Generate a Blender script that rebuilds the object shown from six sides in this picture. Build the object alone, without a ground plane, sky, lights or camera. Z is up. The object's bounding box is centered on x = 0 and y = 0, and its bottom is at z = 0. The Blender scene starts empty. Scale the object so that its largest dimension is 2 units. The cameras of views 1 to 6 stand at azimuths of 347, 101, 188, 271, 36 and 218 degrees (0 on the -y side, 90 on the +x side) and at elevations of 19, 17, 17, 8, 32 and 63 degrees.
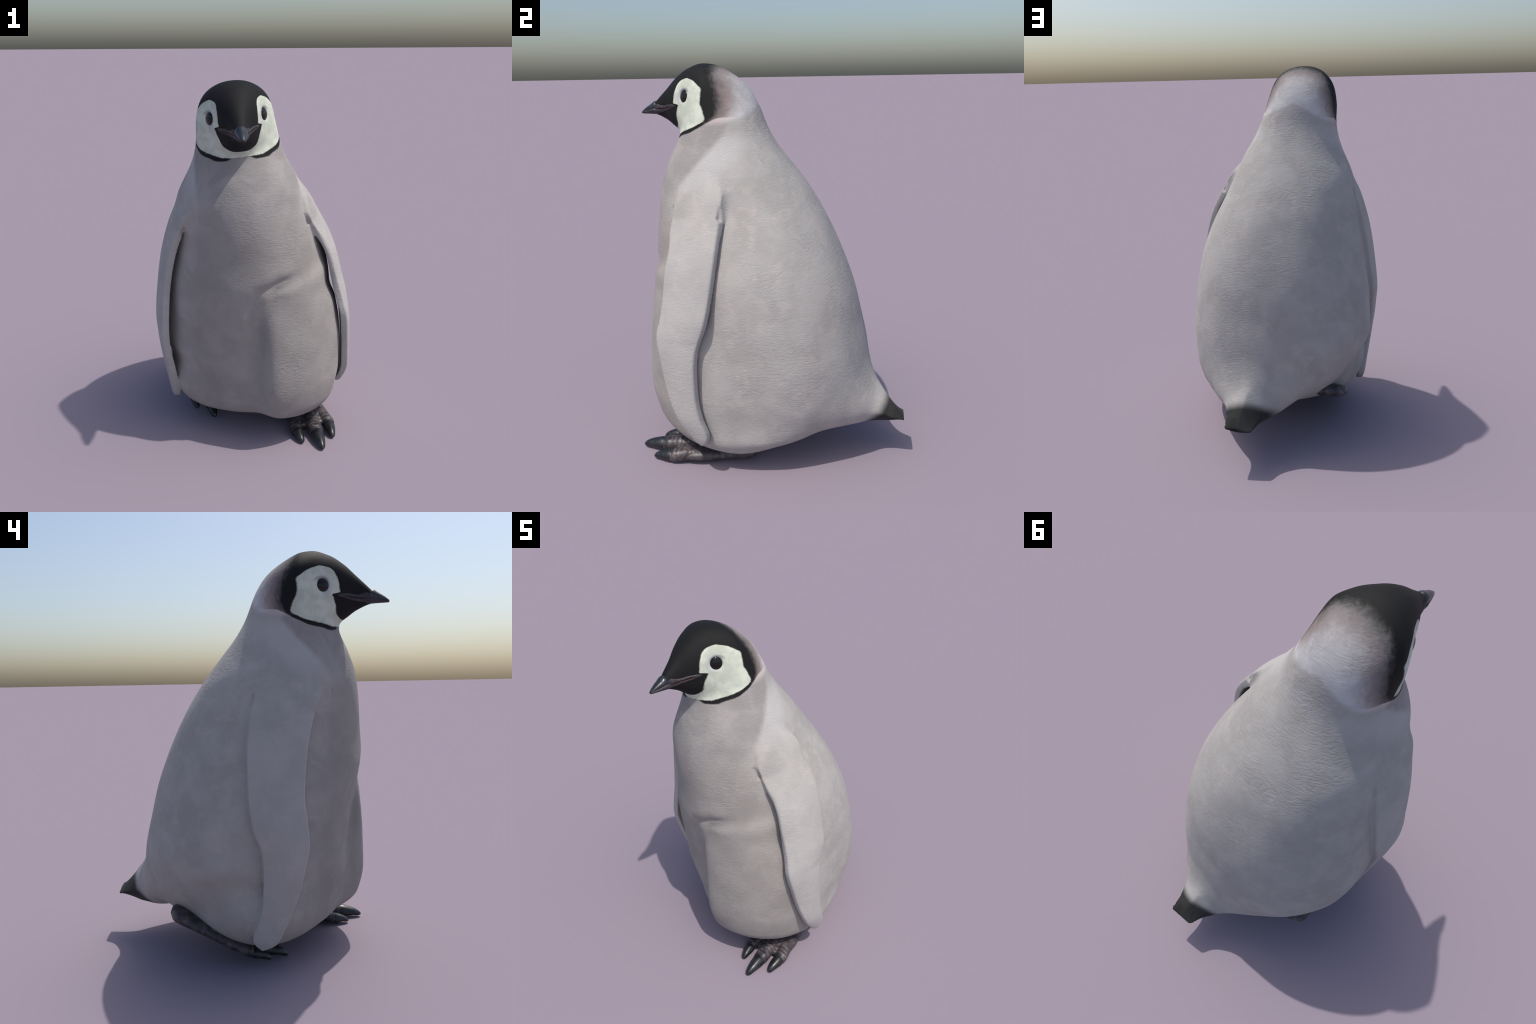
import math
import numpy as np

# ---------------------------------------------------------------------------
#  A fluffy penguin chick, caught in mid-step: left foot planted, right heel up.
#  The feathered body is ONE smooth surface: a torso made of horizontal slices,
#  a head made of slices across its own forward axis, a planted thigh, a lifted
#  thigh, a stub tail and two flippers are blended as distance functions, then
#  meshed and divided into anatomical parts.
# ---------------------------------------------------------------------------

def unit(v):
    v = np.asarray(v, float)
    return v / np.linalg.norm(v)


def spline(x, y, xq):
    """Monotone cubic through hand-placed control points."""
    x = np.asarray(x, float)
    y = np.asarray(y, float)
    h = np.diff(x)
    d = np.diff(y) / h
    m = np.zeros(len(x))
    w1 = 2 * h[1:] + h[:-1]
    w2 = h[1:] + 2 * h[:-1]
    same = d[:-1] * d[1:] > 0
    a = np.where(same, d[:-1], 1.0)
    b = np.where(same, d[1:], 1.0)
    m[1:-1] = np.where(same, (w1 + w2) / (w1 / a + w2 / b), 0.0)
    m[0] = d[0]
    m[-1] = d[-1]
    xq = np.clip(xq, x[0], x[-1])
    i = np.clip(np.searchsorted(x, xq) - 1, 0, len(h) - 1)
    t = (xq - x[i]) / h[i]
    return ((2 * t**3 - 3 * t**2 + 1) * y[i] + (t**3 - 2 * t**2 + t) * h[i] * m[i]
            + (-2 * t**3 + 3 * t**2) * y[i + 1] + (t**3 - t**2) * h[i] * m[i + 1])


def blend(a, b, k):
    """Smooth union of two distances."""
    h = np.clip(0.5 + 0.5 * (b - a) / k, 0, 1)
    return b + (a - b) * h - k * h * (1 - h)


def carve(a, b, k):
    """Smooth subtraction of b from a."""
    return -blend(-a, b, k)


def oval(dx, dy, rx, ry, p):
    """Distance-like value of a superellipse with half axes rx, ry."""
    rho = ((np.abs(dx) / rx)**p + (np.abs(dy) / ry)**p + 1e-12)**(1 / p)
    rr = np.hypot(dx, dy)
    return rr - rr / np.maximum(rho, 1e-6)


def rounding(t):
    return np.sqrt(np.clip(1 - np.clip(t, 0, None)**2, 1e-6, 1))


# ---- torso and neck: slices by height --------------------------------------
TORSO_Z = [.06, .16, .27, .40, .55, .70, .85, 1.0, 1.15, 1.30, 1.42, 1.52, 1.62, 1.72, 1.82]
TORSO_FRONT = [-0.360, -0.466, -0.529, -0.538, -0.531, -0.549, -0.582, -0.609, -0.599, -0.586, -0.569, -0.535, -0.488, -0.452, -0.447]
TORSO_BACK = [0.071, 0.278, 0.453, 0.532, 0.522, 0.488, 0.451, 0.399, 0.333, 0.250, 0.168, 0.091, 0.018, -0.036, -0.055]
TORSO_MID = [0.064, 0.049, 0.050, 0.027, -0.006, -0.006, -0.005, -0.009, -0.022, -0.048, -0.064, -0.064, -0.076, -0.087, -0.100]
TORSO_HALF = [0.500, 0.442, 0.436, 0.470, 0.511, 0.505, 0.489, 0.464, 0.421, 0.372, 0.331, 0.286, 0.241, 0.213, 0.188]
FLOORS = [0.044, -0.022]
TORSO_CEIL = 1.945


def fold_rise(x):
    """The fold under the breast climbs outwards."""
    return .50 * np.clip(x + .08, 0, .12) + .22 * np.clip(x - .04, 0, .3)


def soft(t):
    t = np.clip(t, 0, 1)
    return t * t * (3 - 2 * t)


def torso(P):
    x, y, z = P.T
    a = spline(TORSO_Z, TORSO_FRONT, z)
    # below that fold the belly makes room for the advancing thigh
    a = a + .019 * soft((x + .030) / .08) * soft((.985 + fold_rise(x) - z) / .085) * soft((z - .62) / .20) * (1 - .8 * soft((x - .05) / .18))
    b = spline(TORSO_Z, TORSO_BACK, z)
    g = rounding((.22 - z) / (.22 - FLOORS[0])) * rounding((z - 1.72) / (TORSO_CEIL - 1.72))
    yc = a + .53 * (b - a)
    dy = y - yc
    f = oval(x - spline(TORSO_Z, TORSO_MID, z), dy, spline(TORSO_Z, TORSO_HALF, z) * g,
             np.where(dy < 0, yc - a, b - yc) * g, np.where(dy < 0, 2.1 - .22 * np.exp(-((z - 1.08) / .2)**2), 2.2))
    f = np.where(z < FLOORS[0], np.maximum(f, FLOORS[0] - z), f)
    return np.where(z > TORSO_CEIL, np.maximum(f, z - TORSO_CEIL), f)


# ---- head: slices along its forward axis, turned and tipped a little --------
HEAD_AT = np.array([-.1245, -.403, 1.833])          # midway between the eyes
YAW, ROLL = math.radians(7.7), math.radians(4.2)
FORWARD = np.array([-math.sin(YAW), -math.cos(YAW), 0.0])
LEFT = math.cos(ROLL) * np.array([math.cos(YAW), -math.sin(YAW), 0.0]) + math.sin(ROLL) * np.array([0, 0, 1.0])
UP = np.cross(FORWARD, -LEFT)
UP = UP if UP[2] > 0 else -UP

HEAD_S = [-.26, -.20, -.13, -.05, .03, .10, .16, .215, .25]
HEAD_TOP = [0.125, 0.153, 0.164, 0.167, 0.145, 0.101, 0.046, -0.005, -0.039]
HEAD_BOTTOM = [-0.198, -0.203, -0.199, -0.185, -0.170, -0.154, -0.115, -0.090, -0.080]
HEAD_HALF = [0.200, 0.215, 0.204, 0.168, 0.124, 0.087, 0.051, 0.032, 0.022]
HEAD_REAR = .312


def head_axes(P):
    d = P - HEAD_AT
    return d @ FORWARD, d @ LEFT, d @ UP


def head(P):
    s, l, u = head_axes(P)
    t = spline(HEAD_S, HEAD_TOP, s)
    b = spline(HEAD_S, HEAD_BOTTOM, s)
    g = rounding((-.05 - s) / (HEAD_REAR - .05))
    f = oval(l, u - (t + b) / 2, np.maximum(spline(HEAD_S, HEAD_HALF, s) * g, .01), (t - b) / 2 * g, 2.25)
    f = np.where(s > .25, np.maximum(f, s - .25), f)
    return np.where(s < -HEAD_REAR, np.maximum(f, -HEAD_REAR - s), f)


# ---- planted left thigh, pushed forward under the breast --------------------
THIGH_Z = [.07, .15, .25, .4, .6, .8, .93]
THIGH_FRONT = [-0.450, -0.525, -0.607, -0.637, -0.630, -0.611, -0.596]
THIGH_INNER = [0.034, -0.007, -0.050, -0.063, -0.070, -0.082, -0.060]
THIGH_OUTER = [0.400, 0.458, 0.474, 0.492, 0.492, 0.464, 0.395]


def thigh(P):
    x, y, z = P.T
    a = spline(THIGH_Z, THIGH_FRONT, z)
    i = spline(THIGH_Z, THIGH_INNER, z)
    o = spline(THIGH_Z, THIGH_OUTER, z)
    lo, hi, back = FLOORS[1], .985, .12
    knee = i + .14                                    # most forward line of the thigh
    lift = fold_rise(x)
    g = rounding((.2 - z) / (.2 - lo)) * rounding((z - lift - .875) / (hi - .875))
    f = oval(x - knee, y - (a + back) / 2, np.where(x < knee, .14, o - knee) * g, (back - a) / 2 * g, np.where(x < knee, 3.2, 2.0))
    f = np.where(z < lo, np.maximum(f, lo - z), f)
    return np.where(z - lift > hi, np.maximum(f, z - lift - hi), f)


LIFTED_AT = [-0.240, -0.078, 0.325]
LIFTED_SIZE = [0.247, 0.290, 0.232]


def lifted_thigh(P):
    d = P - np.array(LIFTED_AT)
    k = np.sqrt(((d / np.array(LIFTED_SIZE))**2).sum(1)) + 1e-9
    return (k - 1) * np.sqrt((d**2).sum(1)) / k


# ---- stub tail: a flattened wedge behind, slightly to the left --------------
TAIL_Y = [.12, .36, .48, .58, .66, .718]
TAIL_MID = [0.098, 0.095, 0.066, 0.105, 0.135, 0.148]
TAIL_HALF = [0.267, 0.276, 0.251, 0.132, 0.083, 0.068]
TAIL_TOP = [0.574, 0.572, 0.528, 0.405, 0.302, 0.246]
TAIL_BOTTOM = [0.225, 0.173, 0.165, 0.174, 0.196, 0.228]

TAIL_TILT = [-0.132, -0.208, -0.123, -0.028, 0.088, 0.137]


def tail(P):
    x, y, z = P.T
    c = spline(TAIL_Y, TAIL_MID, y)
    t = spline(TAIL_Y, TAIL_TOP, y)
    b = spline(TAIL_Y, TAIL_BOTTOM, y)
    f = oval(x - c, z - (t + b) / 2 - spline(TAIL_Y, TAIL_TILT, y) * (x - c), spline(TAIL_Y, TAIL_HALF, y), (t - b) / 2, 1.6 - .35 * np.clip((y - .5) / .12, 0, 1))
    f = np.where(y > TAIL_Y[-1], np.maximum(f, y - TAIL_Y[-1]), f)
    return np.where(y < TAIL_Y[0], f + (TAIL_Y[0] - y), f)


# ---- flippers: cambered blades hanging from the shoulders -------------------
# (height, x, y) of the leading and the trailing edge, from the tip upwards
LEFT_LEADING = [(0.196, 0.515, -0.272), (0.215, 0.520, -0.295), (0.240, 0.522, -0.315), (0.326, 0.525, -0.373), (0.472, 0.507, -0.428), (0.615, 0.487, -0.460),
                (0.744, 0.468, -0.480), (0.820, 0.449, -0.466), (0.944, 0.415, -0.452), (1.090, 0.373, -0.447), (1.204, 0.315, -0.439), (1.304, 0.255, -0.434),
                (1.400, 0.224, -0.405), (1.470, 0.190, -0.345), (1.520, 0.160, -0.290)]
LEFT_TRAILING = [(0.196, 0.525, -0.262), (0.215, 0.535, -0.236), (0.255, 0.546, -0.226), (0.355, 0.553, -0.255), (0.474, 0.550, -0.275), (0.593, 0.546, -0.278),
                 (0.690, 0.538, -0.270), (0.745, 0.530, -0.254), (0.821, 0.530, -0.228), (0.956, 0.503, -0.203), (1.155, 0.448, -0.181), (1.321, 0.361, -0.172),
                 (1.400, 0.312, -0.172), (1.470, 0.240, -0.215), (1.520, 0.170, -0.260)]
RIGHT_LEADING = [(0.142, -0.474, -0.100), (0.155, -0.476, -0.135), (0.173, -0.479, -0.160), (0.230, -0.483, -0.191), (0.345, -0.499, -0.237), (0.442, -0.515, -0.267),
                 (0.567, -0.535, -0.293), (0.658, -0.539, -0.309), (0.761, -0.533, -0.301), (0.877, -0.522, -0.289), (0.978, -0.508, -0.293), (1.121, -0.478, -0.311),
                 (1.243, -0.436, -0.340), (1.340, -0.389, -0.372), (1.420, -0.317, -0.345), (1.500, -0.250, -0.250)]
RIGHT_TRAILING = [(0.142, -0.478, -0.085), (0.165, -0.481, -0.060), (0.190, -0.485, -0.047), (0.290, -0.501, -0.074), (0.390, -0.516, -0.096), (0.530, -0.528, -0.100),
                  (0.634, -0.534, -0.092), (0.710, -0.538, -0.064), (0.784, -0.532, -0.048), (0.899, -0.516, -0.038), (1.056, -0.491, -0.036), (1.198, -0.457, -0.046),
                  (1.313, -0.417, -0.064), (1.400, -0.357, -0.095), (1.460, -0.290, -0.160), (1.500, -0.255, -0.220)]


def flipper(P, leading, trailing, side):
    x, y, z = P.T
    lead, trail = np.array(leading), np.array(trailing)
    fx, fy = spline(lead[:, 0], lead[:, 1], z), spline(lead[:, 0], lead[:, 2], z)
    bx, by = spline(trail[:, 0], trail[:, 1], z), spline(trail[:, 0], trail[:, 2], z)
    ux, uy = bx - fx, by - fy
    size = np.hypot(ux, uy)
    ux, uy = ux / size, uy / size
    nx, ny = side * uy, -side * ux                    # outward normal of the chord
    half = .0190 + .012 * np.clip((z - 1.2) / .15, 0, 1)
    u = (x - fx) * ux + (y - fy) * uy
    w = np.clip(u / size, 0, 1)
    camber = .095 * size * 4 * w * (1 - w)
    v = (x - fx) * nx + (y - fy) * ny + half - camber
    r = .007
    qx = np.abs(u - size / 2) - size / 2 + r
    qy = np.abs(v) - half + r
    f = np.hypot(np.maximum(qx, 0), np.maximum(qy, 0)) + np.minimum(np.maximum(qx, qy), 0) - r
    return np.maximum(f, np.maximum(lead[0, 0] - z, z - lead[-1, 0]))


# ---- folds pressed into the down -------------------------------------------
def groove(P, path, radius):
    """Distance to a soft tube along a path; the radius may fall below zero to fade it out."""
    f = np.full(len(P), 9.0)
    path = np.array(path, float)
    for a, b, ra, rb in zip(path[:-1], path[1:], radius[:-1], radius[1:]):
        d = b - a
        t = np.clip(((P - a) @ d) / (d @ d), 0, 1)
        f = np.minimum(f, np.sqrt(((P - a - t[:, None] * d)**2).sum(1)) - ra - (rb - ra) * t)
    return f


BREAST_FOLD = [(-.085, -.545, .70), (-.112, -.568, .80), (-.108, -.580, .88), (-.060, -.592, .965), (.04, -.595, 1.015), (.17, -.550, 1.040), (.27, -.49, 1.055)]
FOLD_DEPTH = [-.085, -.047, -.029, -.022, -.030, -.046, -.085]

TAIL_CREASE = [(.085, .585, .400), (.100, .650, .315), (.112, .720, .262)]

# small folds on the right of the neck and chest, and the pits under the shoulders
SMALL_FOLDS = [
    ([(-.284, -.363, 1.619), (-.271, -.406, 1.578), (-.290, -.411, 1.525)], [-.006, .003, -.006], .014),
    ([(-.350, -.405, 1.364), (-.336, -.426, 1.347), (-.339, -.423, 1.270)], [-.004, .004, -.006], .014),
    ([(-.400, -.340, 1.268), (-.405, -.335, 1.225)], [.006, .011], .012),
    ([(-.408, -.066, 1.326), (-.420, -.055, 1.290)], [.006, .009], .012),
    ([(.224, -.440, 1.322), (.246, -.430, 1.278)], [.006, .012], .012),
    ([(.344, -.172, 1.350), (.362, -.172, 1.305)], [.007, .012], .012),
]


def body(P):
    f = blend(torso(P), head(P), .07)
    f = carve(f, groove(P, BREAST_FOLD, FOLD_DEPTH), .10)
    f = blend(f, thigh(P), 0.020 + .085 * np.clip((.72 - P[:, 2]) / .30, 0, 1))
    f = blend(f, lifted_thigh(P), .08)
    f = blend(f, tail(P), .07)
    f = carve(f, groove(P, TAIL_CREASE, [-.010, .004, .003]), .014)
    k = .003 + .008 * np.clip((P[:, 2] - .95) / .15, 0, 1) + .028 * np.clip((P[:, 2] - 1.29) / .12, 0, 1)
    for leading, trailing, side in ((LEFT_LEADING, LEFT_TRAILING, 1), (RIGHT_LEADING, RIGHT_TRAILING, -1)):
        near = (side * P[:, 0] > .05) & (P[:, 2] < 1.6)
        w = np.full(len(P), 9.0)
        if near.any():
            w[near] = flipper(P[near], leading, trailing, side)
        f = blend(f, w, k)
    high = (P[:, 2] > 1.15) & (P[:, 2] < 1.70)
    if high.any():
        Q, g = P[high], f[high]
        for path, radius, k in SMALL_FOLDS:
            g = carve(g, groove(Q, path, radius), k)
        f[high] = g
    return f


def gradient(F, P, e=.0015):
    return np.stack([(F(P + d) - F(P - d)) / (2 * e) for d in np.eye(3) * e], 1)


def settle(F, P, rounds=3):
    """Slide points onto the zero surface of F."""
    P = np.array(P, float)
    for _ in range(rounds):
        g = gradient(F, P)
        step = (F(P) / np.maximum((g**2).sum(1), .05))[:, None] * g
        P = P - np.clip(step, -.01, .01)
    return P


def surface_mesh(F, low, high, cell):
    """Quads on the zero surface: one vertex per crossed cell (surface nets)."""
    low, high = np.array(low, float), np.array(high, float)
    coarse = 4
    n = (np.ceil((high - low) / (cell * coarse)).astype(int) + 1)
    axes = [low[i] + np.arange(n[i]) * cell * coarse for i in range(3)]
    G = np.stack(np.meshgrid(*axes, indexing="ij"), -1).reshape(-1, 3)
    C = F(G).reshape(n)
    V = np.repeat(np.repeat(np.repeat(C, coarse, 0), coarse, 1), coarse, 2)
    shape = V.shape
    hot = np.abs(C) < cell * coarse * 2.6
    hot = np.repeat(np.repeat(np.repeat(hot, coarse, 0), coarse, 1), coarse, 2)
    ijk = np.argwhere(hot)
    V[hot] = F(low + ijk * cell)
    inside = V < 0
    total = np.zeros(np.array(shape) - 1 + 0, int)
    corners = [(i, j, k) for i in (0, 1) for j in (0, 1) for k in (0, 1)]
    cut = lambda A, c: A[c[0]:shape[0] - 1 + c[0], c[1]:shape[1] - 1 + c[1], c[2]:shape[2] - 1 + c[2]]
    for c in corners:
        total += cut(inside, c)
    mixed = (total > 0) & (total < 8)
    cells = np.argwhere(mixed)
    number = np.full(mixed.shape, -1)
    number[mixed] = np.arange(len(cells))
    acc = np.zeros((len(cells), 3))
    cnt = np.zeros(len(cells))
    for a in corners:
        for ax in range(3):
            if a[ax]:
                continue
            b = list(a)
            b[ax] = 1
            va = V[tuple((cells + a).T)]
            vb = V[tuple((cells + b).T)]
            cross = (va < 0) != (vb < 0)
            t = np.where(cross, va / np.where(cross, va - vb, 1), 0)
            p = np.tile(np.array(a, float), (len(cells), 1))
            p[:, ax] = t
            acc += p * cross[:, None]
            cnt += cross
    verts = low + (cells + acc / cnt[:, None]) * cell
    quads = []
    for ax in range(3):
        o1, o2 = [(1, 2), (2, 0), (0, 1)][ax]
        sl = [slice(1, -1)] * 3
        sl[ax] = slice(0, -1)
        nx = [slice(1, -1)] * 3
        nx[ax] = slice(1, None)
        A, B = inside[tuple(sl)], inside[tuple(nx)]
        e = np.argwhere(A != B)
        base = e.copy()
        base[:, o1] += 1
        base[:, o2] += 1
        flip = ~A[tuple(e.T)]
        e1, e2 = np.eye(3, dtype=int)[o1], np.eye(3, dtype=int)[o2]
        q = np.stack([number[tuple((base - o).T)] for o in (e1 * 0, e1, e1 + e2, e2)], 1)
        q[flip] = q[flip][:, ::-1]
        quads.append(q)
    return verts, np.concatenate(quads)


# ===========================================================================
#  Blender side
# ===========================================================================
import bpy


class Nodes:
    """Small helper that writes node trees as expressions."""

    def __init__(self, name):
        self.mat = bpy.data.materials.new(name)
        self.mat.use_nodes = True
        self.t = self.mat.node_tree
        self.t.nodes.clear()
        self.out = self.t.nodes.new("ShaderNodeOutputMaterial")
        self.bsdf = self.t.nodes.new("ShaderNodeBsdfPrincipled")
        self.t.links.new(self.bsdf.outputs[0], self.out.inputs[0])
        co = self.t.nodes.new("ShaderNodeTexCoord")
        self.P = co.outputs["Object"]

    def put(self, socket, value):
        if hasattr(value, "is_output"):
            self.t.links.new(value, socket)
        elif isinstance(value, (tuple, list)) and socket.type == "RGBA":
            socket.default_value = (*value, 1.0)
        else:
            socket.default_value = value

    def math(self, op, a, b=0.0, c=0.0, clamp=False):
        n = self.t.nodes.new("ShaderNodeMath")
        n.operation = op
        n.use_clamp = clamp
        for i, v in enumerate((a, b, c)):
            self.put(n.inputs[i], v)
        return n.outputs[0]

    def add(self, a, b):
        return self.math("ADD", a, b)

    def sub(self, a, b):
        return self.math("SUBTRACT", a, b)

    def mul(self, a, b):
        return self.math("MULTIPLY", a, b)

    def absolute(self, a):
        return self.math("ABSOLUTE", a)

    def invert(self, a):
        return self.math("SUBTRACT", 1.0, a, clamp=True)

    def step(self, value, low, high):
        """Smooth 0..1 ramp between low and high."""
        n = self.t.nodes.new("ShaderNodeMapRange")
        n.interpolation_type = "SMOOTHSTEP"
        self.put(n.inputs["Value"], value)
        self.put(n.inputs["From Min"], low)
        self.put(n.inputs["From Max"], high)
        return n.outputs["Result"]

    def vec(self, op, a, b=(0, 0, 0), scale=None):
        n = self.t.nodes.new("ShaderNodeVectorMath")
        n.operation = op
        self.put(n.inputs[0], a)
        self.put(n.inputs[1], b)
        if scale is not None:
            self.put(n.inputs["Scale"], scale)
        return n.outputs["Value"] if op in ("DOT_PRODUCT", "LENGTH", "DISTANCE") else n.outputs["Vector"]

    def split(self, v):
        n = self.t.nodes.new("ShaderNodeSeparateXYZ")
        self.put(n.inputs[0], v)
        return n.outputs

    def join(self, x, y, z):
        n = self.t.nodes.new("ShaderNodeCombineXYZ")
        for i, v in enumerate((x, y, z)):
            self.put(n.inputs[i], v)
        return n.outputs[0]

    def noise(self, v, scale, detail=3.0, rough=0.5, distortion=0.0, colour=False):
        n = self.t.nodes.new("ShaderNodeTexNoise")
        self.put(n.inputs["Vector"], v)
        n.inputs["Scale"].default_value = scale
        n.inputs["Detail"].default_value = detail
        n.inputs["Roughness"].default_value = rough
        n.inputs["Distortion"].default_value = distortion
        return n.outputs["Color" if colour else "Fac"]

    def voronoi(self, v, scale):
        n = self.t.nodes.new("ShaderNodeTexVoronoi")
        self.put(n.inputs["Vector"], v)
        n.inputs["Scale"].default_value = scale
        return n.outputs["Distance"]

    def curve(self, value, points, low, high, ylow, yhigh):
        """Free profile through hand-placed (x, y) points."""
        n = self.t.nodes.new("ShaderNodeFloatCurve")
        c = n.mapping.curves[0]
        pts = sorted((min(max((x - low) / (high - low), 0), 1), (y - ylow) / (yhigh - ylow)) for x, y in points)
        while len(c.points) < len(pts):
            c.points.new(0.5, 0.5)
        for p, q in zip(c.points, pts):
            p.location = q
            p.handle_type = "AUTO_CLAMPED"
        n.mapping.update()
        x = self.math("MULTIPLY_ADD", value, 1 / (high - low), -low / (high - low), clamp=True)
        self.put(n.inputs["Value"], x)
        return self.math("MULTIPLY_ADD", n.outputs[0], yhigh - ylow, ylow)

    def mix(self, fac, a, b, blend="MIX"):
        n = self.t.nodes.new("ShaderNodeMix")
        n.data_type = "RGBA"
        n.blend_type = blend
        self.put(n.inputs[0], fac)
        self.put(n.inputs[6], a)
        self.put(n.inputs[7], b)
        return n.outputs[2]

    def bump(self, height, strength, distance, normal=None):
        n = self.t.nodes.new("ShaderNodeBump")
        n.inputs["Strength"].default_value = strength
        n.inputs["Distance"].default_value = distance
        self.put(n.inputs["Height"], height)
        if normal is not None:
            self.put(n.inputs["Normal"], normal)
        return n.outputs[0]

    def finish(self, colour, rough, normal=None, **more):
        self.put(self.bsdf.inputs["Base Color"], colour)
        self.put(self.bsdf.inputs["Roughness"], rough)
        if normal is not None:
            self.put(self.bsdf.inputs["Normal"], normal)
        for k, v in more.items():
            self.put(self.bsdf.inputs[k.replace("_", " ")], v)
        return self.mat


# ---- the down: grey body, pale shoulders and nape, black hood, white cheeks ---
GREY = (.370, .352, .332)
PALE = (.482, .468, .455)
DUSK = (.32, .30, .29)
BLACK = (.0095, .0095, .0098)


def down_material(name, on_flipper=False):
    N = Nodes(name)
    P = N.P
    x, y, z = N.split(P)
    # soft combed streaks that run mostly level round the body and sag downwards
    warp = N.vec("SCALE", N.vec("SUBTRACT", N.noise(P, 4.0, 2.0, colour=True), (.5, .5, .5)), scale=.10)
    Q = N.vec("ADD", P, warp)
    combed = N.vec("MULTIPLY", Q, (.62, .62, 2.2))
    streak = N.noise(combed, 62.0, 3.5, .58, .5)
    fine = N.noise(N.vec("MULTIPLY", Q, (1.0, 1.0, 2.0)), 170.0, 3.0, .6)
    cloud = N.noise(P, 6.5, 4.0, .6, .4)
    blot = N.noise(P, 15.0, 3.0, .55, .3)
    where = N.step(N.noise(P, 5.0, 2.0), .40, .62)

    colour = N.mix(N.step(cloud, .33, .67), GREY, (.428, .408, .386))
    colour = N.mix(N.mul(N.step(blot, .52, .70), .32), colour, (.53, .47, .435))       # faint warm patches
    colour = N.mix(N.mul(N.step(blot, .47, .30), .22), colour, (.35, .342, .338))      # faint cool patches
    if on_flipper:
        colour = N.mix(N.mul(N.step(z, 1.32, 1.05), .35), colour, PALE)
    else:
        # darker breast and throat, bounded by a soft line down to the shoulders
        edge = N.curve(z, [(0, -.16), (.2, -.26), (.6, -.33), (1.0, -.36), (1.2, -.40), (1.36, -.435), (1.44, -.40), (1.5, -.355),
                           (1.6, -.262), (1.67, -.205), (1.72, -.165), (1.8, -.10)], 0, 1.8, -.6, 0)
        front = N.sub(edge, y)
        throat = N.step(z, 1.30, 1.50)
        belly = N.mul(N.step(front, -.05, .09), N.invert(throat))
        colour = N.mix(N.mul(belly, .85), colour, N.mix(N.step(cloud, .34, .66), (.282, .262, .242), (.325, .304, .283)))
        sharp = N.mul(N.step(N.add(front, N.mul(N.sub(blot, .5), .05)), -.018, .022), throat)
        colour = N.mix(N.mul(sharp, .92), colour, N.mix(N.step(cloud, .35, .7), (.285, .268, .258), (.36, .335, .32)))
        # pale shoulders behind that line
        pale = N.mul(N.mul(N.step(front, .0, -.03), N.step(front, -.24, -.10)), N.mul(N.step(z, 1.36, 1.52), N.step(z, 1.70, 1.62)))
        colour = N.mix(N.mul(pale, .75), colour, PALE)

    # ---- head markings in the head's own axes
    D = N.vec("SUBTRACT", P, tuple(HEAD_AT))
    s = N.vec("DOT_PRODUCT", D, tuple(FORWARD))
    l = N.absolute(N.vec("DOT_PRODUCT", D, tuple(LEFT)))
    u = N.vec("DOT_PRODUCT", D, tuple(UP))
    rough_edge = N.mul(N.sub(N.noise(N.vec("MULTIPLY", P, (1, 1, 1.4)), 75.0, 3.0, .65), .5), .016)
    lobes = N.mul(N.sub(N.noise(P, 24.0, 2.0), .5), .012)
    fuzz = N.add(rough_edge, lobes)

    nape = N.mul(N.step(s, -.10, -.17), N.step(u, N.math("MULTIPLY_ADD", l, -.47, -.045), N.math("MULTIPLY_ADD", l, -.47, -.015)))
    nape_colour = N.mix(N.step(cloud, .38, .62), (.455, .445, .445), (.555, .54, .535))
    nape_colour = N.mix(N.mul(N.step(l, .10, .17), N.mul(N.step(s, -.29, -.21), .65)), nape_colour, (.50, .405, .375))
    colour = N.mix(nape, colour, nape_colour)

    rear = N.curve(u, [(-.13, -.165), (-.115, -.185), (-.09, -.204), (-.04, -.212), (.0, -.205), (.06, -.185), (.10, -.160), (.126, -.150), (.152, -.140), (.18, -.135)],
                   -.13, .18, -.25, -.10)
    floor_ = N.curve(s, [(-.26, -.10), (-.21, -.103), (-.168, -.119), (-.126, -.143), (-.08, -.164), (-.05, -.177), (0, -.189), (.05, -.203), (.10, -.203)], -.26, .10, -.22, -.09)
    low = N.curve(s, [(-.26, -.09), (-.16, -.100), (-.135, -.122), (-.09, -.143), (-.043, -.160), (0, -.171), (.03, -.181), (.05, -.187), (.075, -.189), (.10, -.189)], -.26, .10, -.22, -.08)
    chin_gap = N.step(l, .080, .038)
    floor_ = N.add(N.mul(floor_, N.invert(chin_gap)), N.mul(low, chin_gap))
    comb = N.mul(N.sub(N.noise(N.vec("MULTIPLY", Q, (1.0, 1.0, .6)), 34.0, 4.0, .62, .8), .5), .055)
    behind = N.add(N.sub(s, rear), comb)
    above = N.step(N.add(N.sub(u, floor_), N.mul(fuzz, .35)), -.004, .003)
    hood = N.mul(N.step(behind, -.048, .040), above)
    brown = N.mul(N.mul(N.step(behind, -.105, -.005), above), N.invert(N.mul(hood, .9)))
    colour = N.mix(N.mul(brown, .82), colour, (.17, .122, .108))
    colour = N.mix(hood, colour, BLACK)

    front_edge = N.curve(u, [(-.20, .16), (-.163, .16), (-.156, .092), (-.145, .080), (-.125, .068), (-.10, .069), (-.075, .063), (-.055, .056), (-.043, .050), (-.036, .070),
                             (-.030, .088), (-.01, .084), (.01, .081), (.04, .071), (.06, .060), (.076, .042), (.084, .018), (.090, -.015)], -.20, .10, -.10, .18)
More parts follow.
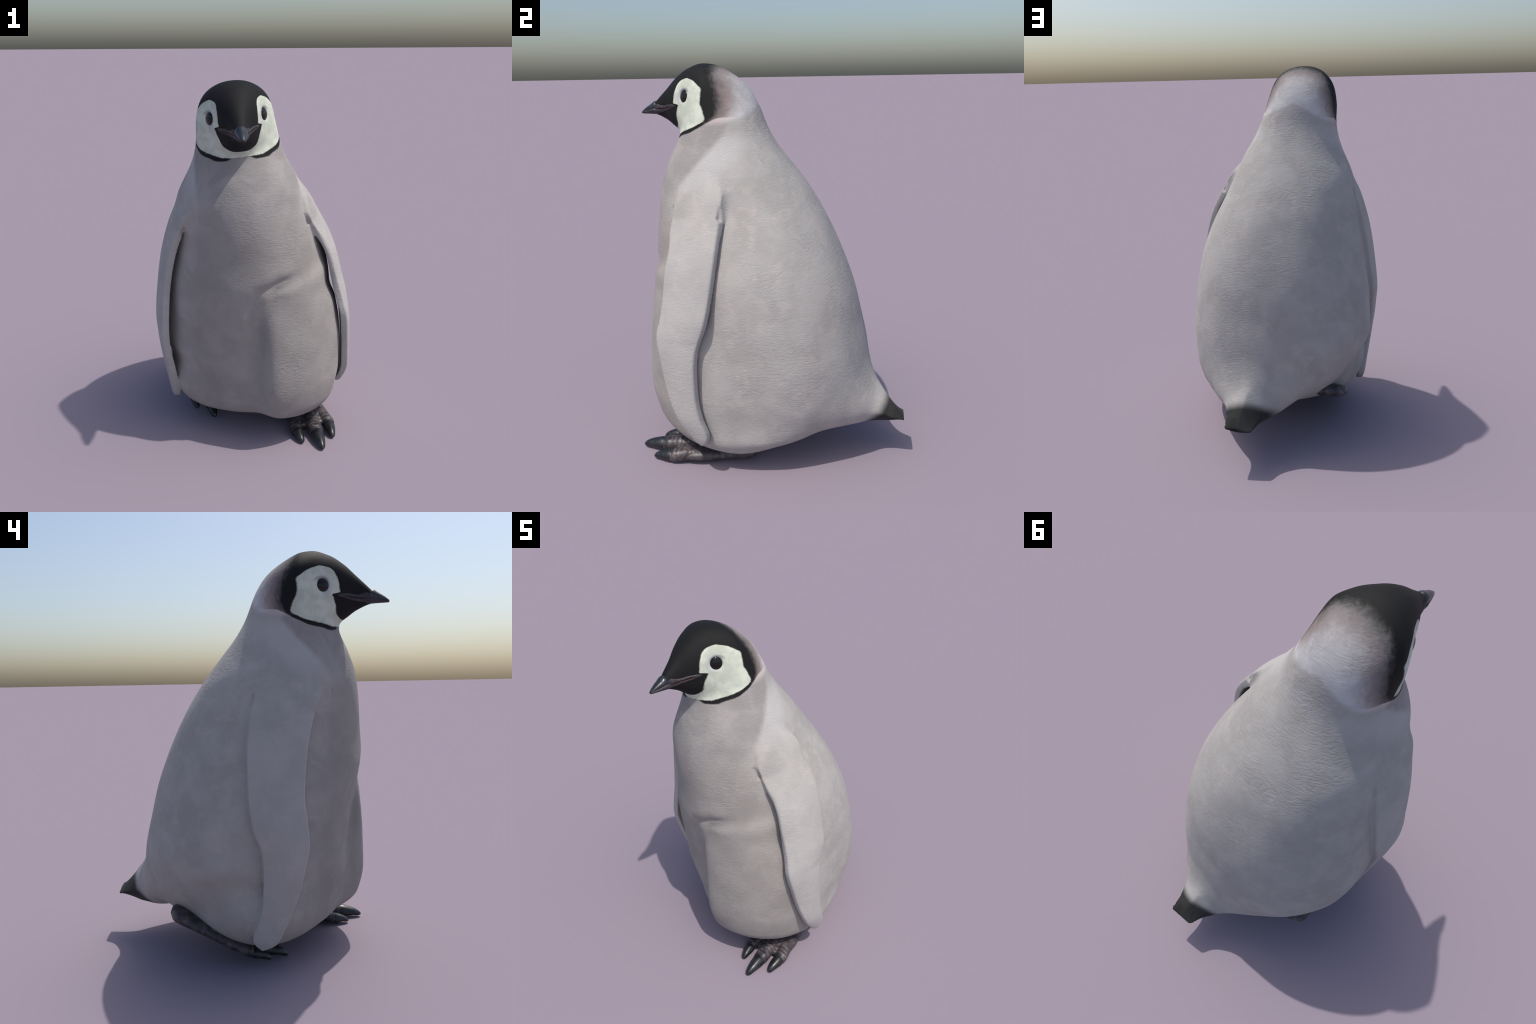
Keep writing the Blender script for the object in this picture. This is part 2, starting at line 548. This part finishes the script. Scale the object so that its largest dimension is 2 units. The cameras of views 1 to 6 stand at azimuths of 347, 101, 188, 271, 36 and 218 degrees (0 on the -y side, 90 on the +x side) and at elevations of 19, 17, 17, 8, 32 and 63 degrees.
    back_edge = N.curve(u, [(-.20, -.14), (-.125, -.136), (-.110, -.140), (-.09, -.134), (-.065, -.125), (-.035, -.111), (0, -.110), (.024, -.113), (.05, -.090),
                            (.064, -.072), (.078, -.045), (.085, -.022), (.090, -.008)], -.20, .10, -.18, .02)
    fz = N.mul(fuzz, .55)
    cheek = N.mul(N.mul(N.step(N.add(N.sub(front_edge, s), fz), -.002, .006), N.step(N.add(N.sub(s, back_edge), fz), -.003, .008)),
                  N.mul(N.step(N.add(N.sub(u, low), fz), -.002, .004), N.step(N.add(u, N.mul(fz, 1.0)), .094, .086)))
    cheek_colour = N.mix(N.step(N.noise(P, 14.0, 3.0, .6), .36, .66), (.50, .535, .445), (.64, .675, .565))
    eye_far = N.math("SQRT", N.add(N.mul(s, s), N.mul(u, u)))
    cheek_colour = N.mix(N.mul(N.step(eye_far, .062, .036), N.mul(N.step(s, -.005, .02), .45)), cheek_colour, (.42, .42, .47))
    brow = N.mul(N.step(eye_far, .046, .036), N.step(u, .012, .03))
    cheek_colour = N.mix(N.mul(brow, .55), cheek_colour, (.16, .16, .20))
    colour = N.mix(cheek, colour, cheek_colour)
    dark = N.math("MAXIMUM", N.mul(hood, N.invert(cheek)), 0.0)

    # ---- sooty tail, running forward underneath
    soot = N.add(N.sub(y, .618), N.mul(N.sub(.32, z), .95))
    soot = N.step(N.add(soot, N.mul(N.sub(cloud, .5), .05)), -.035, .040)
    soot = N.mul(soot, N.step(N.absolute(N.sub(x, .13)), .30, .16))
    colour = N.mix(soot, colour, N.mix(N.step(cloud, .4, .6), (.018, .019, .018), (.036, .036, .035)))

    # ---- relief of the down
    smooth_zone = N.math("MAXIMUM", N.math("MAXIMUM", dark, soot), N.mul(cheek, .88))
    amount = N.mul(N.add(.30, N.mul(where, .70)), N.math("MULTIPLY_ADD", smooth_zone, -.93, 1.0))
    amount = N.mul(amount, N.math("MULTIPLY_ADD", nape, -.35, 1.0))
    h = N.add(N.mul(streak, 1.0), N.mul(fine, .18))
    normal = N.bump(N.mul(N.sub(h, .55), amount), .27, .022)
    return N.finish(colour, N.math("MULTIPLY_ADD", dark, -.20, .90), normal, Specular_IOR_Level=N.math("MULTIPLY_ADD", dark, .10, .10),
                    Sheen_Weight=N.math("MULTIPLY_ADD", dark, -.04, .04), Sheen_Roughness=.6)


def horn_material(name, base, light, rough, coat, spread=18.0):
    N = Nodes(name)
    a = N.noise(N.P, spread, 4.0, .6, .5)
    b = N.noise(N.P, spread * 5, 3.0, .6)
    c = N.mix(N.step(a, .38, .68), base, light)
    return N.finish(c, N.math("MULTIPLY_ADD", b, .15, rough), N.bump(b, .15, .003), Coat_Weight=coat, Coat_Roughness=.12, Specular_IOR_Level=.5)


def gape_material():
    N = Nodes("gape_skin")
    D = N.vec("SUBTRACT", N.P, tuple(HEAD_AT))
    s = N.vec("DOT_PRODUCT", D, tuple(FORWARD))
    u = N.vec("DOT_PRODUCT", D, tuple(UP))
    a = N.noise(N.P, 45.0, 4.0, .65)
    c = N.mix(N.step(a, .38, .66), (.030, .024, .030), (.052, .042, .048))
    line = N.sub(u, N.curve(s, [(.05, -.042), (.085, -.043), (.115, -.049), (.15, -.055), (.19, -.059), (.24, -.064)], .05, .24, -.09, -.03))
    along = N.mul(N.step(s, .105, .122), N.step(s, .212, .195))
    c = N.mix(N.mul(along, N.step(N.absolute(N.add(line, .0032)), .0026, .0008)), c, (.055, .012, .010))
    c = N.mix(N.mul(along, N.step(N.absolute(line), .0036, .0018)), c, (.003, .002, .002))
    return N.finish(c, .55, N.bump(a, .2, .003), Specular_IOR_Level=.4)


def toe_material():
    N = Nodes("scaly_toe_skin")
    a = N.noise(N.P, 22.0, 4.0, .65, .4)
    b = N.noise(N.P, 130.0, 3.0, .6)
    nz = N.split(N.t.nodes.new("ShaderNodeNewGeometry").outputs["Normal"])[2]
    top = N.step(nz, .1, .8)
    c = N.mix(N.step(a, .38, .64), (.030, .026, .032), (.085, .070, .073))
    c = N.mix(N.mul(N.step(a, .56, .70), .6), c, (.15, .115, .108))
    x, y, z = N.split(N.P)
    sway = N.mul(N.sub(N.noise(N.P, 38.0, 3.0), .5), .034)
    stripe = N.math("SINE", N.mul(N.add(y, sway), 262.0))
    on_toe = N.mul(N.step(y, -.38, -.44), top)
    c = N.mix(N.mul(on_toe, N.mul(N.step(stripe, .4, 1.0), N.mul(N.step(a, .34, .62), .55))), c, (.17, .155, .155))
    c = N.mix(N.mul(on_toe, N.mul(N.step(stripe, -.1, -.9), .6)), c, (.014, .013, .016))
    return N.finish(c, N.math("MULTIPLY_ADD", b, .2, .33), N.bump(b, .25, .003), Specular_IOR_Level=.5)


def eye_material():
    N = Nodes("dark_eye")
    return N.finish((.007, .006, .006), .10, None, Specular_IOR_Level=.35)


# ---- objects ------------------------------------------------------------------
def link(name, mesh, parent, material):
    ob = bpy.data.objects.new(name, mesh)
    bpy.context.scene.collection.objects.link(ob)
    ob.parent = parent
    if material is not None:
        mesh.materials.append(material)
    return ob


def make_mesh(name, verts, faces):
    me = bpy.data.meshes.new(name)
    me.from_pydata([tuple(map(float, v)) for v in verts], [], [tuple(map(int, f)) for f in faces])
    me.validate()
    me.polygons.foreach_set("use_smooth", [True] * len(me.polygons))
    me.update()
    return me


def loft(rings, closed_ends=True):
    """Skin a list of equally long closed rings."""
    n = len(rings[0])
    verts = np.concatenate(rings)
    faces = []
    for i in range(len(rings) - 1):
        for j in range(n):
            k = (j + 1) % n
            faces.append((i * n + j, i * n + k, (i + 1) * n + k, (i + 1) * n + j))
    if closed_ends:
        faces.append(tuple(reversed(range(n))))
        faces.append(tuple((len(rings) - 1) * n + j for j in range(n)))
    return verts, faces


chick = bpy.data.objects.new("penguin_chick", None)
bpy.context.scene.collection.objects.link(chick)
chick["label"] = "fluffy grey penguin chick with black hood, white cheeks, walking"
chick["category"] = "penguin chick"

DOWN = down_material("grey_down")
WING_DOWN = down_material("pale_flipper_down", True)

# eye sockets are pressed into the cheeks, then one surface is meshed
EYE_R = .0305
eyes = []
for side in (1, -1):
    socket = settle(body, [HEAD_AT + LEFT * .125 * side])[0]
    n = unit(gradient(body, socket[None])[0])
    eyes.append((socket, n))


def plumage(P):
    f = body(P)
    near = np.abs(P - HEAD_AT).max(1) < .25
    if near.any():
        Q = P[near]
        g = f[near]
        for c, n in eyes:
            d = Q - (c + n * .006)
            g = carve(g, np.sqrt((d**2).sum(1)) - .031, .012)
        f[near] = g
    return f


verts, quads = surface_mesh(plumage, (-.62, -.72, .0), (.62, .78, 2.03), .0068)
verts = settle(plumage, verts, 1)


def comb_smooth(verts, quads, weight, rounds):
    """Relax the surface where weight is high, to melt head and back together."""
    edges = np.concatenate([quads[:, [i, (i + 1) % 4]] for i in range(4)])
    near = (weight[edges] > 0).any(1)
    edges = edges[near]
    count = np.bincount(edges[:, 0], minlength=len(verts)) + np.bincount(edges[:, 1], minlength=len(verts))
    for _ in range(rounds):
        total = np.stack([np.bincount(edges[:, 0], verts[edges[:, 1], i], len(verts)) + np.bincount(edges[:, 1], verts[edges[:, 0], i], len(verts)) for i in range(3)], 1)
        mean = total / np.maximum(count, 1)[:, None]
        verts = verts + np.where(count[:, None] > 0, (mean - verts) * (weight * .8)[:, None], 0)
    return verts


def ramp(v, a, b):
    t = np.clip((v - a) / (b - a), 0, 1)
    return t * t * (3 - 2 * t)


s_, l_, u_ = head_axes(verts)
nape_weight = ramp(s_, -.10, -.18) * ramp(verts[:, 2], 1.50, 1.62)
verts = comb_smooth(verts, quads, nape_weight, 230)
rump_weight = ramp(verts[:, 1], .22, .34) * ramp(verts[:, 1], .60, .52) * ramp(verts[:, 2], .90, .70)
verts = comb_smooth(verts, quads, rump_weight, 140)
fold_weight = ramp(verts[:, 0], .06, .20) * ramp(verts[:, 0], .40, .34) * ramp(verts[:, 1], -.30, -.38) * ramp(verts[:, 2], .78, .88) * ramp(verts[:, 2], 1.22, 1.12)
verts = comb_smooth(verts, quads, fold_weight * .9, 60)
whole = make_mesh("whole_body", verts, quads)
corner_normals = np.zeros(len(whole.vertices) * 3, np.float32)
whole.vertices.foreach_get("normal", corner_normals)
vertex_normals = corner_normals.reshape(-1, 3)
used_quads = np.array([p.vertices[:] for p in whole.polygons])
centres = verts[used_quads].mean(1)

s_, l_, u_ = head_axes(centres)
region = np.full(len(centres), "torso", dtype=object)
region[(np.abs(thigh(centres)) < .010) & (centres[:, 2] < .90) & (centres[:, 1] < .0)] = "thigh"
region[(np.abs(lifted_thigh(centres)) < .020) & (centres[:, 2] < .36)] = "thigh.001"
region[(centres[:, 1] > .56) & (centres[:, 2] < .45)] = "tail"
region[(centres[:, 2] > 1.44)] = "neck"
region[(u_ > -.205) & (s_ > -.6) & (centres[:, 2] > 1.5) & (u_ + .47 * np.abs(l_) > -.11)] = "head"
for name, leading, trailing, side in (("flipper", LEFT_LEADING, LEFT_TRAILING, 1), ("flipper.001", RIGHT_LEADING, RIGHT_TRAILING, -1)):
    sel = np.where((side * centres[:, 0] > .15) & (centres[:, 2] < 1.40))[0]
    f = flipper(centres[sel], leading, trailing, side)
    other = torso(centres[sel])
    region[sel[(f < .008) & (other > -.02)]] = name

PART_MATERIAL = {"flipper": WING_DOWN, "flipper.001": WING_DOWN}
parts = {}
for name in ("torso", "neck", "head", "thigh", "thigh.001", "tail", "flipper", "flipper.001"):
    pick = used_quads[region == name]
    ids, inverse = np.unique(pick, return_inverse=True)
    me = make_mesh(name, verts[ids], inverse.reshape(pick.shape))
    me.normals_split_custom_set_from_vertices([tuple(map(float, n)) for n in vertex_normals[ids]])
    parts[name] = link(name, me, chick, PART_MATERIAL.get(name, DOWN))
bpy.data.meshes.remove(whole)

# ---- eyes ---------------------------------------------------------------------
EYE = eye_material()
for c, n in eyes:
    rings = []
    e1 = unit(np.cross(n, (0, 0, 1)))
    e2 = np.cross(n, e1)
    for a in np.linspace(.03, math.pi - .03, 24):
        t = np.linspace(0, 2 * math.pi, 40, endpoint=False)
        rings.append(c - n * .005 + EYE_R * (n * math.cos(a) * .32 + math.sin(a) * (np.cos(t)[:, None] * e1 + np.sin(t)[:, None] * e2)))
    link("eye", make_mesh("eye", *loft(rings)), parts["head"], EYE)


# ---- bill ---------------------------------------------------------------------
def from_head(s, l, u):
    return HEAD_AT + np.multiply.outer(s, FORWARD) + np.multiply.outer(l, LEFT) + np.multiply.outer(u, UP)


def bill(stations, top, bottom, half, power, name, material):
    rings = []
    t = np.linspace(0, 2 * math.pi, 40, endpoint=False)
    for s in np.concatenate([np.linspace(.19, .29, 16), np.linspace(.296, .317, 9)]):
        a, b, w = (float(spline(stations, c, np.array(s))) for c in (top, bottom, half))
        c, d = np.cos(t), np.sin(t)
        l = w * np.sign(c) * np.abs(c)**(2 / power)
        u = (a + b) / 2 + (a - b) / 2 * np.sign(d) * np.abs(d)**(2 / power)
        rings.append(from_head(np.full(40, s), l, u))
    return link(name, make_mesh(name, *loft(rings)), parts["head"], material)


BILL_S = [.19, .215, .234, .263, .298, .311, .317]
bill(BILL_S, [-.034, -.022, -.0165, -.0325, -.0545, -.0650, -.0695], [-.075, -.075, -.075, -.0755, -.0770, -.0790, -.0785],
     [.028, .0295, .0300, .0250, .0150, .0105, .0065], 1.9, "upper_beak", horn_material("glossy_horn", (.010, .012, .016), (.022, .027, .036), .24, .25, 30.0))
HORN = horn_material("dull_horn", (.020, .017, .022), (.040, .033, .040), .50, .0, 40.0)
bill(BILL_S, [-.050, -.048, -.048, -.056, -.066, -.072, -.075], [-.0865, -.0862, -.085, -.0835, -.0825, -.0818, -.0805],
     [.0345, .035, .0345, .0270, .0162, .0112, .0068], 2.1, "lower_beak", HORN)

GAPE = gape_material()
for side in (1, -1):
    S = np.linspace(.055, .245, 44)
    hi = spline([.055, .07, .085, .13, .16, .19, .215, .245], [-.041, -.037, -.036, -.0355, -.041, -.036, -.028, -.030], S)
    lo = spline([.055, .07, .09, .14, .18, .21, .245], [-.043, -.049, -.055, -.070, -.080, -.086, -.085], S)
    W = np.linspace(0, 1, 15)
    grid = np.array([from_head(np.full(15, s), np.full(15, side * float(spline(HEAD_S, HEAD_HALF, np.array(s)))), a + (b - a) * W) for s, a, b in zip(S, hi, lo)])
    flat = settle(plumage, grid.reshape(-1, 3), 4)
    n = gradient(plumage, flat)
    n /= np.linalg.norm(n, axis=1)[:, None]
    along, across = np.meshgrid(S, W, indexing="ij")
    slit = spline([.055, .085, .115, .15, .19, .245], [-.042, -.043, -.049, -.055, -.059, -.064], along)
    uu = hi[:, None] + (lo - hi)[:, None] * across
    lift = .0095 * np.clip(np.sin(np.pi * across), 0, 1)**.5 * np.clip((along - .055) / .05, .25, 1) - .004
    lift = (lift + .004) * np.clip((.252 - along) / .05, .15, 1) - .004
    lift = lift - .005 * np.exp(-((uu - slit) / .0035)**2) * (along > .11) * (along < .21)
    skin = (flat + n * lift.reshape(-1)[:, None]).reshape(len(S), 15, 3)
    under = (flat - n * .007).reshape(len(S), 15, 3)
    rings = [np.concatenate([skin[i], under[i][::-1]]) for i in range(len(S))]
    if side < 0:
        rings = [r[::-1] for r in rings]
    link("gape", make_mesh("gape", *loft(rings)), parts["head"], GAPE)

# ---- feet ---------------------------------------------------------------------
TOE_SKIN = toe_material()
CLAW = horn_material("black_claw", (.006, .007, .009), (.022, .023, .028), .30, .1, 35.0)


def tube(path, wide, tall, up, steps, scutes=0, power=2.2, flat_below=.75):
    """Tapered limb along a smooth path; scutes are raised bands across its back."""
    path = np.array(path, float)
    q = np.linspace(0, 1, len(path))
    t = np.linspace(0, 1, steps)
    C = np.stack([spline(q, path[:, i], t) for i in range(3)], 1)
    T = np.gradient(C, axis=0)
    w, h = spline(np.linspace(0, 1, len(wide)), wide, t), spline(np.linspace(0, 1, len(tall)), tall, t)
    a = np.linspace(0, 2 * math.pi, 36, endpoint=False)
    rings = []
    for i in range(steps):
        f = unit(T[i])
        side = unit(np.cross(f, up))
        top = np.cross(side, f)
        c, d = np.cos(a), np.sin(a)
        x = w[i] * np.sign(c) * np.abs(c)**(2 / power)
        z = h[i] * np.sign(d) * np.abs(d)**(2 / power)
        z = np.where(z < 0, z * flat_below, z)
        if scutes:
            band = max(0.0, math.cos(2 * math.pi * scutes * t[i]))**.7 * np.clip((t[i] - .12) * 5, 0, 1)
            k = 1 + (.06 * band - .02) * np.clip(d + .15, 0, 1)
            x, z = x * k, z * k
        rings.append(C[i] + np.multiply.outer(x, side) + np.multiply.outer(z, top))
    return loft(rings)


def build_foot(heel, ball, toes, up, thick, widths, webbing):
    heel, ball, up = np.array(heel, float), np.array(ball, float), unit(up)
    mid = (heel + ball) / 2
    back = heel + (heel - ball) * .04
    web = ball + (ball - heel) * webbing
    v, f = tube([back, heel + (ball - heel) * .03, heel + (ball - heel) * .12, mid, ball, web], widths, thick, up, 50)
    foot = link("foot", make_mesh("foot", v, f), chick, TOE_SKIN)
    for root, knuckle, tip, r in toes:
        root, knuckle, tip = (np.array(p, float) for p in (root, knuckle, tip))
        knuckle, r = knuckle + (root - knuckle) * .08, r * .95
        v, f = tube([root, (root + knuckle) / 2 + up * .006, knuckle, knuckle + (tip - knuckle) * .16], [r, r * 1.04, r, r * .80], [r * .86, r * 1.0, r * .92, r * .6], up, 80, 5)
        link("toe", make_mesh("toe", v, f), foot, TOE_SKIN)
        v, f = tube([knuckle - (tip - knuckle) * .12, knuckle + (tip - knuckle) * .2, knuckle + (tip - knuckle) * .62 + up * .004, knuckle + (tip - knuckle) * .92, tip],
                    [r * .84, r * .90, r * .68, r * .38, r * .15], [r * .74, r * .90, r * .64, r * .36, r * .15], up, 36, 0, 1.9)
        link("claw", make_mesh("claw", v, f), foot, CLAW)
    return foot


build_foot((.275, -.035, .052), (.290, -.34, .040),
           [((.292, -.33, .040), (.297, -.540, .034), (.289, -.661, .013), .044),
            ((.225, -.33, .036), (.184, -.490, .030), (.198, -.577, .011), .037),
            ((.360, -.30, .036), (.395, -.470, .031), (.382, -.571, .012), .040)],
           (0, 0, 1), [.016, .038, .045, .044, .044, .014], [.03, .075, .088, .105, .130, .115], .40)
build_foot((-.305, .345, .275), (-.285, .02, .105),
           [((-.285, .04, .112), (-.258, -.105, .052), (-.247, -.213, .016), .040),
            ((-.215, .05, .112), (-.165, -.060, .058), (-.155, -.150, .020), .034),
            ((-.350, .06, .118), (-.350, -.035, .075), (-.343, -.131, .040), .036)],
           (0, -.45, .9), [.014, .036, .042, .040, .040, .016], [.035, .086, .094, .10, .11, .10], .14)
